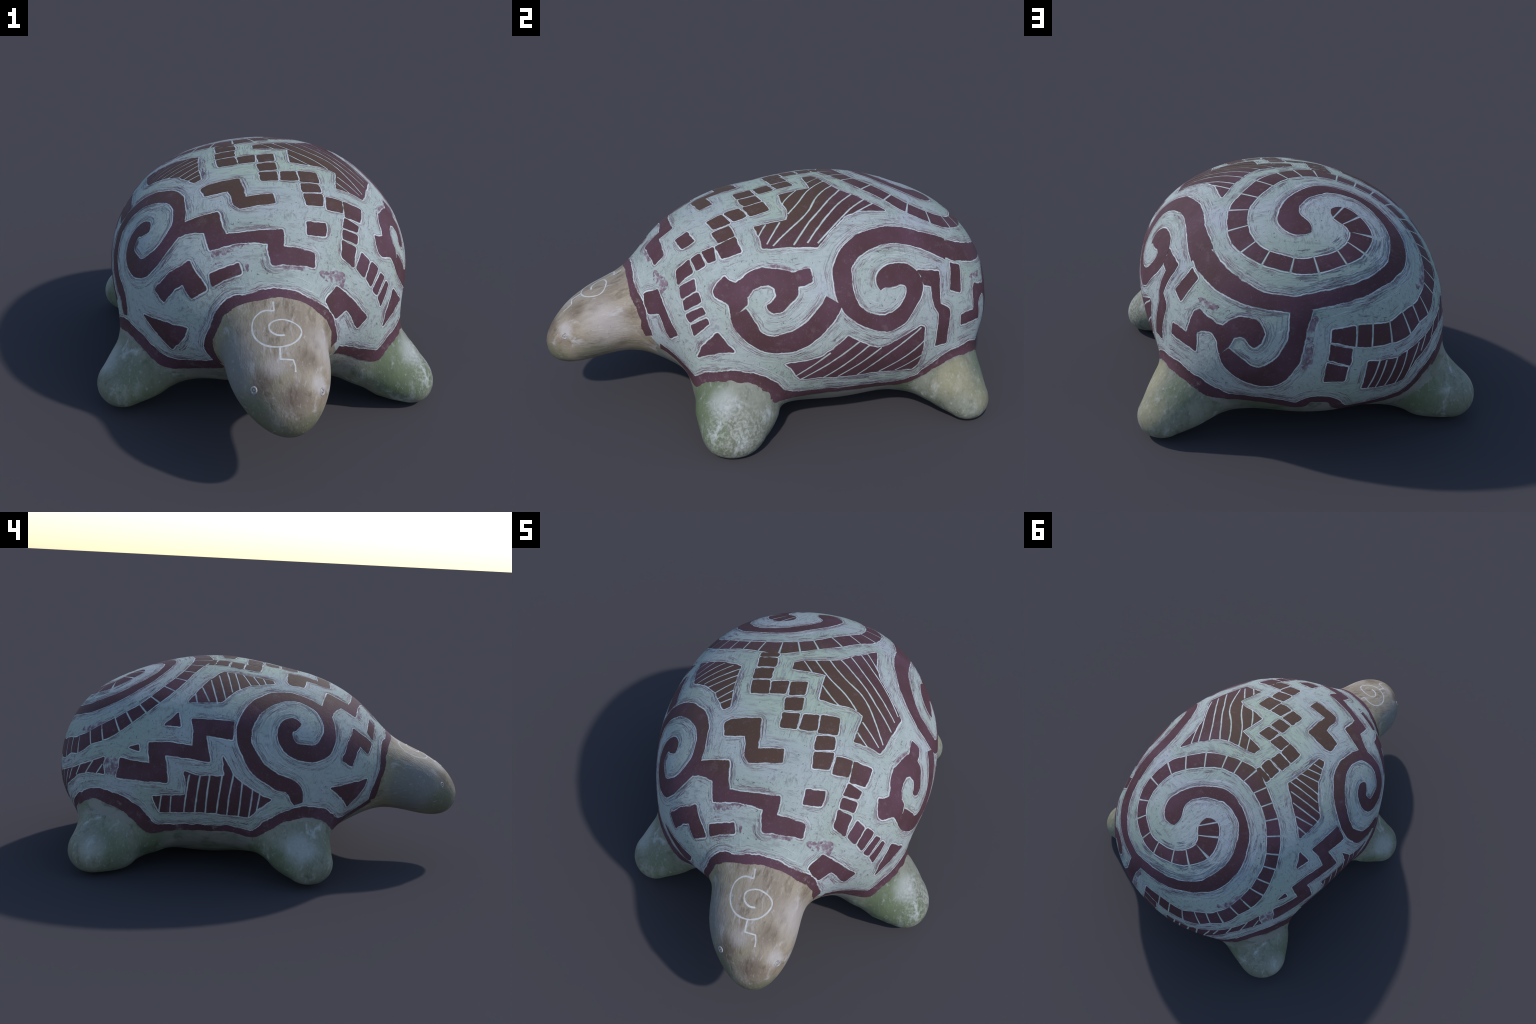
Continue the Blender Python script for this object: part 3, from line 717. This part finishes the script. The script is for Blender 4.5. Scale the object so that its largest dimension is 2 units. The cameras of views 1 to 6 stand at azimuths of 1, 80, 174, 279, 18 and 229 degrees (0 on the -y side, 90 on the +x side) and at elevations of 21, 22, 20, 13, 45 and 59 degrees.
def paint_shape(name, outline, seed, grooves=(), groove_width=.0085, rough=.0011, parent=None, edge=True, material=None, grow=.0012):
    """a flat-cut patch of slip: cut out on the plane facing the body's centre, then carried out to the skin"""
    global layer
    C0 = BODY_CENTRE
    D = unit(*np.array(outline, float).T)
    n = D.mean(0)
    n /= np.linalg.norm(n)
    u = np.cross([0, 0, 1.], n) if abs(n[2]) < .95 else np.cross([0, 1., 0], n)
    u /= np.linalg.norm(u)
    v = np.cross(n, u)
    R = np.linalg.norm(place(outline) - C0, axis=1).mean()
    flat = lambda d: np.stack([d @ u, d @ v], -1) / (d @ n)[:, None] * R
    poly = flat(D)
    if (np.roll(poly, -1, 0)[:, 1] * poly[:, 0] - np.roll(poly, -1, 0)[:, 0] * poly[:, 1]).sum() < 0:
        poly = poly[::-1]
    pts = []
    for i in range(len(poly)):                    # finely stepped, slightly unsteady edge
        a, b = poly[i], poly[(i + 1) % len(poly)]
        k = max(2, int(np.linalg.norm(b - a) / .0045))
        pts += [a + (b - a) * j / k for j in range(k)]
    pts = np.array(pts)
    for _ in range(1):                            # corners lose their point
        pts = .25 * np.roll(pts, 1, 0) + .5 * pts + .25 * np.roll(pts, -1, 0)
    t = np.roll(pts, -1, 0) - np.roll(pts, 1, 0)
    t /= np.linalg.norm(t, axis=1)[:, None] + 1e-9
    pts = pts + np.stack([t[:, 1], -t[:, 0]], -1) * (grow + ragged(len(pts), rough, seed))[:, None]
    pts = pts + np.random.default_rng(seed).normal(0, 1e-5, pts.shape)
    lo, hi = pts.min(0), pts.max(0)
    gx, gy = np.meshgrid(np.arange(lo[0], hi[0], .010), np.arange(lo[1], hi[1], .010))
    grid = np.stack([gx.ravel(), gy.ravel()], -1) + np.random.default_rng(seed + 5).normal(0, .0008, (gx.size, 2))
    grid = grid[inside(pts, grid)]
    verts, faces = [*pts], [list(range(len(pts)))]
    for gi, g in enumerate(grooves):
        q = flat(unit(*np.array(g, float).T))
        if len(q) > 2:
            q = smooth_line(np.hstack([q, q[:, :1] * 0]), .012)[0][:, :2]
        else:
            k = max(3, int(np.linalg.norm(q[1] - q[0]) / .015))
            q = q[0] + (q[1] - q[0]) * np.linspace(0, 1, k)[:, None]
        tt = np.gradient(q, axis=0)
        tt /= np.linalg.norm(tt, axis=1)[:, None]
        nn = np.stack([-tt[:, 1], tt[:, 0]], -1)
        q = q + nn * ragged(len(q), .0006, seed + 31 * gi + 3)[:, None]
        w = groove_width / 2 * (1 + .12 * np.random.default_rng(seed + gi).normal(0, 1, len(q)).clip(-1.5, 1.5))[:, None]
        b0 = len(verts)
        verts += [*(q - nn * w), *((q + nn * w)[::-1])]      # counter-clockwise
        faces.append(list(range(b0, len(verts))))
        SCRATCHES.append(onto(C0 + n * R + q[:, :1] * u + q[:, 1:] * v))
    verts += [*grid]
    co, _, tri, _, _, of = delaunay_2d_cdt([Vector(p) for p in verts], [], faces, 0, 1e-6, True)
    keep = [t for t, o in zip(tri, of) if 0 in o and all(i == 0 for i in o)]
    if not keep:
        return None
    co = np.array([tuple(c) for c in co])
    used, inv = np.unique(np.array(keep), return_inverse=True)
    F = inv.reshape(-1, 3)
    d3 = n * R + co[used, :1] * u + co[used, 1:2] * v
    X, M = onto(C0 + d3)
    layer += 1
    lift = THICK + .0001 * (layer % 7)
    if edge:
        Ex, Em = onto(C0 + n * R + pts[:, :1] * u + pts[:, 1:2] * v)
        c = Ex - np.roll(Ex, 1, 0)
        c = np.cross(np.roll(Ex, -1, 0) - np.roll(Ex, 1, 0), Em)
        EDGES.append((np.vstack([Ex, Ex[:1]]), np.vstack([Em, Em[:1]]), np.vstack([c, c[:1]])))
    he = {}
    for f in F:
        for a, b in ((f[0], f[1]), (f[1], f[2]), (f[2], f[0])):
            he[(a, b)] = 1
    rim = [(a, b) for a, b in he if (b, a) not in he]
    P = X + M * lift
    low, order = {}, []
    for a, b in rim:
        for k in (a, b):
            if k not in low:
                low[k] = len(P) + len(order)
                order.append(k)
    P2 = np.vstack([P, X[order] - M[order] * SINK])
    M2 = np.vstack([M, M[order]])
    faces = [tuple(f) for f in F] + [(b, a, low[a], low[b]) for a, b in rim]
    a = np.cross(P[F[0, 1]] - P[F[0, 0]], P[F[0, 2]] - P[F[0, 0]])
    if a @ M[F[0, 0]] < 0:
        faces = [f[::-1] for f in faces]
    return part(name, P2, faces, material or SLIPMAT, M2, parent or SHELLOB)


# borders
paint_stroke('neck_border', NECK_BAND, 11, relax=14, rough=.0020, material=BORDERMAT)
paint_stroke('hem_border', HEM_BAND, 13, relax=14, rough=.0020, material=BORDERMAT)
# scrolls
paint_stroke('painted_scroll', LEFT_SCROLL, 21, start=True)
paint_stroke('painted_scroll', REAR_SPIRAL_BAND, 23, start=True, end=True)
paint_stroke('painted_hook', REAR_HOOK, 25)
paint_stroke('painted_hook', FLANK_HOOK, 27)
for i, s in enumerate(HOOK_HEAD):
    paint_shape('painted_hook_head', s, 40 + i)

# the chequered spiral: one stroke broken into tiles by scratched bars
line, dist, station = stroke_line(CHEQUER_SPIRAL, .004)
cuts = [0.] + list(CHEQUER_TICKS) + [len(CHEQUER_SPIRAL) - 1.]
wide = cap(line[:, 3], dist, True, False)
for i in range(len(cuts) - 1):
    ga, gb = (0 if i == 0 else .0042), (0 if i == len(cuts) - 2 else .0042)
    da, db = np.interp(cuts[i], station, dist) + ga, np.interp(cuts[i + 1], station, dist) - gb
    t = np.linspace(da, db, max(4, int((db - da) / .005)))
    seg = np.stack([np.interp(t, dist, line[:, k]) for k in range(3)], 1)
    G, K = band_grid(seg, np.interp(t, dist, wide), 300 + 3 * i, .0008)
    P, F, M = shell_strip(G, K, THICK, SINK, 'painted_tile', SLIPMAT, None, BODY_CENTRE)
    part('painted_tile', P, F, SLIPMAT, M, SHELLOB)
    if i:
        back = G[0] - G[1]
        SCRATCHES.append(onto(G[0] + back / np.linalg.norm(back, axis=1)[:, None] * .0042))
    EDGES.append((G[:, 0], K[:, 0], G[:, 0] - G[:, 1]))
    EDGES.append((G[:, -1], K[:, -1], G[:, -1] - G[:, -2]))

for i, s in enumerate(PATH_TILE):
    paint_shape('painted_tile', s, 100 + i, grow=.0026)
for i, s in enumerate(CORNER_TILE):
    paint_shape('painted_tile', s, 130 + i, grow=-.0008)
for i, s in enumerate(SQUARE):
    paint_shape('painted_square', s, 140 + i)
for i, s in enumerate(SHORT_BAR):
    paint_shape('painted_bar', s, 150 + i)
for i, s in enumerate(STEP_FRET):
    paint_shape('painted_step_fret', s, 160 + i, grow=.0024)
for i, s in enumerate(TRIANGLE):
    paint_shape('painted_triangle', s, 170 + i)
for i, (s, g) in enumerate(HATCHED):
    paint_shape('painted_hatched_field', s, 180 + i, g)


# places where the slip was only half scraped away
for i, s in enumerate(SMUDGE):
    L, d, _ = stroke_line(s)
    G, K = band_grid(L[:, :3], cap(np.maximum(L[:, 3], .006), d, True, True), 220 + 2 * i, .0034)
    P, F, M = shell_strip(G, K, .0005, SINK, '', None, None, BODY_CENTRE)
    part('slip_smudge', P, F, WASHMAT, M, SHELLOB)


# --- scratched contour: a clean bright line just outside each motif, and slip left in the scraping
def joined(chunks):
    P, F, M, b = [], [], [], 0
    for p, f, m in chunks:
        P.append(p)
        F += [tuple(int(x) + b for x in q) for q in f]
        M.append(m)
        b += len(p)
    return np.vstack(P), F, np.vstack(M)


def ribbon(X, M, B, half, lift):
    """thin flat sliver of triangular section lying on the skin"""
    n = len(X)
    L, R = X + B * half[:, None], X - B * half[:, None]
    P = np.vstack([L - M * .0006, X + M * lift, R - M * .0006])
    i = np.arange(n - 1)
    F = np.vstack([np.stack([i, i + 1, n + i + 1, n + i], -1), np.stack([n + i, n + i + 1, 2 * n + i + 1, 2 * n + i], -1)])
    a = np.cross(P[F[:, 2]] - P[F[:, 0]], P[F[:, 3]] - P[F[:, 1]])
    if (a * np.vstack([M[:-1], M[:-1]])).sum() < 0:
        F = F[:, ::-1]
    return P, F, np.vstack([M, M, M])


from mathutils.kdtree import KDTree
ALLP = np.vstack([e[0] for e in EDGES])
ALLO = []
for X, M, out in EDGES:
    o = out - (out * M).sum(1)[:, None] * M
    ALLO.append(o / (np.linalg.norm(o, axis=1)[:, None] + 1e-9))
ALLO = np.vstack(ALLO)
KD = KDTree(len(ALLP))
for i, p in enumerate(ALLP):
    KD.insert(p, i)
KD.balance()


def clear(P, least):
    """which points lie outside every motif, at least so far from its edge"""
    ok = np.ones(len(P), bool)
    for i, p in enumerate(P):
        _, k, d = KD.find(p)
        v = (p - ALLP[k]) @ ALLO[k]
        ok[i] = d > least and v > .25 * d
    return ok


contours, doubles, slivers, washes, scrapes, dulls = [], [], [], [], [], []


def sliver(X, M, o, length, rng, s0, ln, off, slant, half, lift):
    """a scrap of line running beside an edge, off it by a little"""
    k = max(4, int(ln / .007))
    s = np.clip(np.linspace(s0, s0 + ln, k), 0, length[-1])
    if s[-1] - s[0] < .006:
        return None
    off = off + slant * (s - s[0]) + rng.normal(0, .0004, k)
    A = np.stack([np.interp(s, length, X[:, c]) for c in range(3)], 1)
    O = np.stack([np.interp(s, length, o[:, c]) for c in range(3)], 1)
    Y, K = onto(A + O * off[:, None])
    if not clear(Y, off.min() * .72).all():
        return None
    D = np.diff(Y, axis=0)
    dl = np.linalg.norm(D, axis=1)
    if dl.max() > 2 * np.median(dl) or ((D[1:] * D[:-1]).sum(1) < .75 * dl[1:] * dl[:-1]).any():
        return None
    h = half * np.sin(np.linspace(.25, math.pi - .25, k)) * (1 + .4 * rng.normal(0, 1, k)).clip(.3, 2)
    B = np.cross(K, np.gradient(Y, axis=0))
    B /= np.linalg.norm(B, axis=1)[:, None] + 1e-9
    return ribbon(Y, K, B, h, lift)


for si, (X, M) in enumerate(SCRATCHES):
    B = np.cross(M, np.gradient(X, axis=0))
    B /= np.linalg.norm(B, axis=1)[:, None] + 1e-9
    contours.append(ribbon(X, M, B, .0028 * (1 + ragged(len(X), .2, 900 + si, 3)).clip(.4, 1.6), .0007))
for ei, (X, M, out) in enumerate(EDGES):
    if len(X) < 6:
        continue
    o = out - (out * M).sum(1)[:, None] * M
    o /= np.linalg.norm(o, axis=1)[:, None] + 1e-9
    rng = np.random.default_rng(5000 + ei)
    half = .0030 * (1 + ragged(len(X), .35, 700 + ei, 8)).clip(.15, 1.8)
    gap = .0030 + np.abs(ragged(len(X), .0006, 800 + ei, 9))
    Y, K = onto(X + o * gap[:, None])
    fwd = ((np.gradient(Y, axis=0) * np.gradient(X, axis=0)).sum(1) > 0)
    half = np.where(clear(Y, .0018) & fwd, half, 0)
    half[1:-1] = np.minimum(half[1:-1], .5 * (half[:-2] + half[2:]) + .0008)
    contours.append(ribbon(Y, K, o, half, .0008))
    Y, K = onto(X + o * (gap + .0042 + np.abs(ragged(len(X), .0008, 1100 + ei, 9)))[:, None])
    fwd = ((np.gradient(Y, axis=0) * np.gradient(X, axis=0)).sum(1) > 0)
    dark = (.0009 * (.35 + ragged(len(X), 1., 1200 + ei, 6))).clip(0, .0016)
    doubles.append(ribbon(Y, K, o, np.where(clear(Y, .0050) & fwd, dark, 0), .0008))
    length = np.concatenate([[0], np.cumsum(np.linalg.norm(np.diff(X, axis=0), axis=1))])
    total = length[-1]
    at = lambda: rng.uniform(0, total)
    # bright strokes of the scraper
    for _ in range(int(total / .012)):
        scrapes.append(sliver(X, M, o, length, rng, at(), rng.uniform(.04, .14), .006 + abs(rng.normal(0, .020)), rng.uniform(-.1, .1), rng.uniform(.0012, .0034), .0005))
    for _ in range(int(total / .016)):  # grey-mauve slivers drawn as shadow lines in the scraping
        dulls.append(sliver(X, M, o, length, rng, at(), rng.uniform(.04, .15), .007 + abs(rng.normal(0, .018)), rng.uniform(-.08, .08), rng.uniform(.0008, .0024), .0006))
    # slip missed by the scraper comes in clusters
    for _ in range(int(total / .045 + rng.random())):
        c, spread = at(), rng.uniform(.012, .05)
        base, thick = .006 + abs(rng.normal(0, .014)), rng.uniform(.6, 1.6)
        for _ in range(int(rng.integers(3, 12))):
            ln = rng.uniform(.010, .065)
            slivers.append(sliver(X, M, o, length, rng, max(0, c + rng.normal(0, spread) - ln / 2), ln, max(.0045, base + rng.normal(0, .0055)), rng.uniform(-.1, .1), thick * rng.uniform(.0005, .0014), .0007))
    for _ in range(int(total / .035)):
        slivers.append(sliver(X, M, o, length, rng, at(), rng.uniform(.006, .03), .005 + abs(rng.normal(0, .014)), rng.uniform(-.12, .12), rng.uniform(.0004, .0010), .0007))
    # thin wash of slip left along the edge
    for _ in range(int(total / .05 + rng.random())):
        washes.append(sliver(X, M, o, length, rng, at(), rng.uniform(.03, .12), rng.uniform(.0005, .0090), rng.uniform(-.03, .03), rng.uniform(.0014, .0042), .0009))


def on_shell(chunks):
    chunks = [c for c in chunks if c is not None]
    cen = np.array([c[0].mean(0) for c in chunks])
    lo, la = lonlat(cen)
    k = inside(from_above(loop[:, 0], loop[:, 1]), from_above(lo, la))
    return [c for c, q in zip(chunks, k) if q]


def contour_on_shell(chunks):
    """keep only the faces that lie on the shell"""
    P, F, M = joined(chunks)
    F = np.array(F)
    k = inside(from_above(loop[:, 0], loop[:, 1]), from_above(*lonlat(P[F].mean(1))))
    return P, F[k], M


for name, (P, F, M), mat in (('scratched_contour', contour_on_shell(contours), LINEMAT), ('slip_residue_line', contour_on_shell(doubles), RESIDUEMAT), ('scraper_stroke', joined(on_shell(scrapes)), SCRAPEMAT), ('drawn_scrape_shadow', joined(on_shell(dulls)), DULLMAT),
                             ('slip_residue', joined(on_shell(slivers)), RESIDUEMAT), ('slip_wash', joined(on_shell(washes)), WASHMAT)):
    part(name, P, F, mat, M, SHELLOB, True)

# --- head: incised spiral with its stepped tail, two ringed eyes
for i, s in enumerate(HEAD_LINES):
    p = np.array(s, float)
    X = onto(HEAD_CENTRE + unit(p[:, 0], p[:, 1]), HEAD_CENTRE)[0]
    L = smooth_line(X, .004)[0] if i == 0 else np.vstack([a + (b - a) * np.linspace(0, 1, 6)[:, None] for a, b in zip(X[:-1], X[1:])])
    X, M = onto(L, HEAD_CENTRE)
    T = np.gradient(X, axis=0)
    B = np.cross(M, T)
    B /= np.linalg.norm(B, axis=1)[:, None] + 1e-9
    half = .0044 * (1 + ragged(len(X), .13, 60 + i)).clip(.6, 1.5)
    P, F, K = ribbon(X, M, B, half, .0012)
    part('incised_spiral' if i == 0 else 'incised_tail', P, F, HEADLINEMAT, K, HEADOB)

for lon, lat in EYES:
    X, M = onto(HEAD_CENTRE + unit(np.array([lon]), np.array([lat])), HEAD_CENTRE)
    c, n = X[0], M[0]
    u = np.cross(n, [0, 0, 1.])
    u /= np.linalg.norm(u)
    v = np.cross(n, u)
    P, F = [], []
    nu, nv, R, r = 28, 10, .0105, .0036
    for i in range(nu):
        a = math.tau * i / nu
        d = math.cos(a) * u + math.sin(a) * v
        for j in range(nv):
            b = math.tau * j / nv
            P.append(c + d * (R + r * math.cos(b)) + n * (r * .8 * math.sin(b) - .0005))
            F.append((i * nv + j, (i + 1) % nu * nv + j, (i + 1) % nu * nv + (j + 1) % nv, i * nv + (j + 1) % nv))
    b0 = len(P)
    for j in range(5):                            # the raised pupil
        e = j / 4 * math.pi / 2
        for i in range(12):
            a = math.tau * i / 12
            P.append(c + (math.cos(a) * u + math.sin(a) * v) * .0042 * math.cos(e) + n * (.0034 * math.sin(e) - .0006))
            if j < 4:
                F.append((b0 + j * 12 + i, b0 + j * 12 + (i + 1) % 12, b0 + (j + 1) * 12 + (i + 1) % 12, b0 + (j + 1) * 12 + i))
    part('eye', P, F, EYEMAT, None, HEADOB)
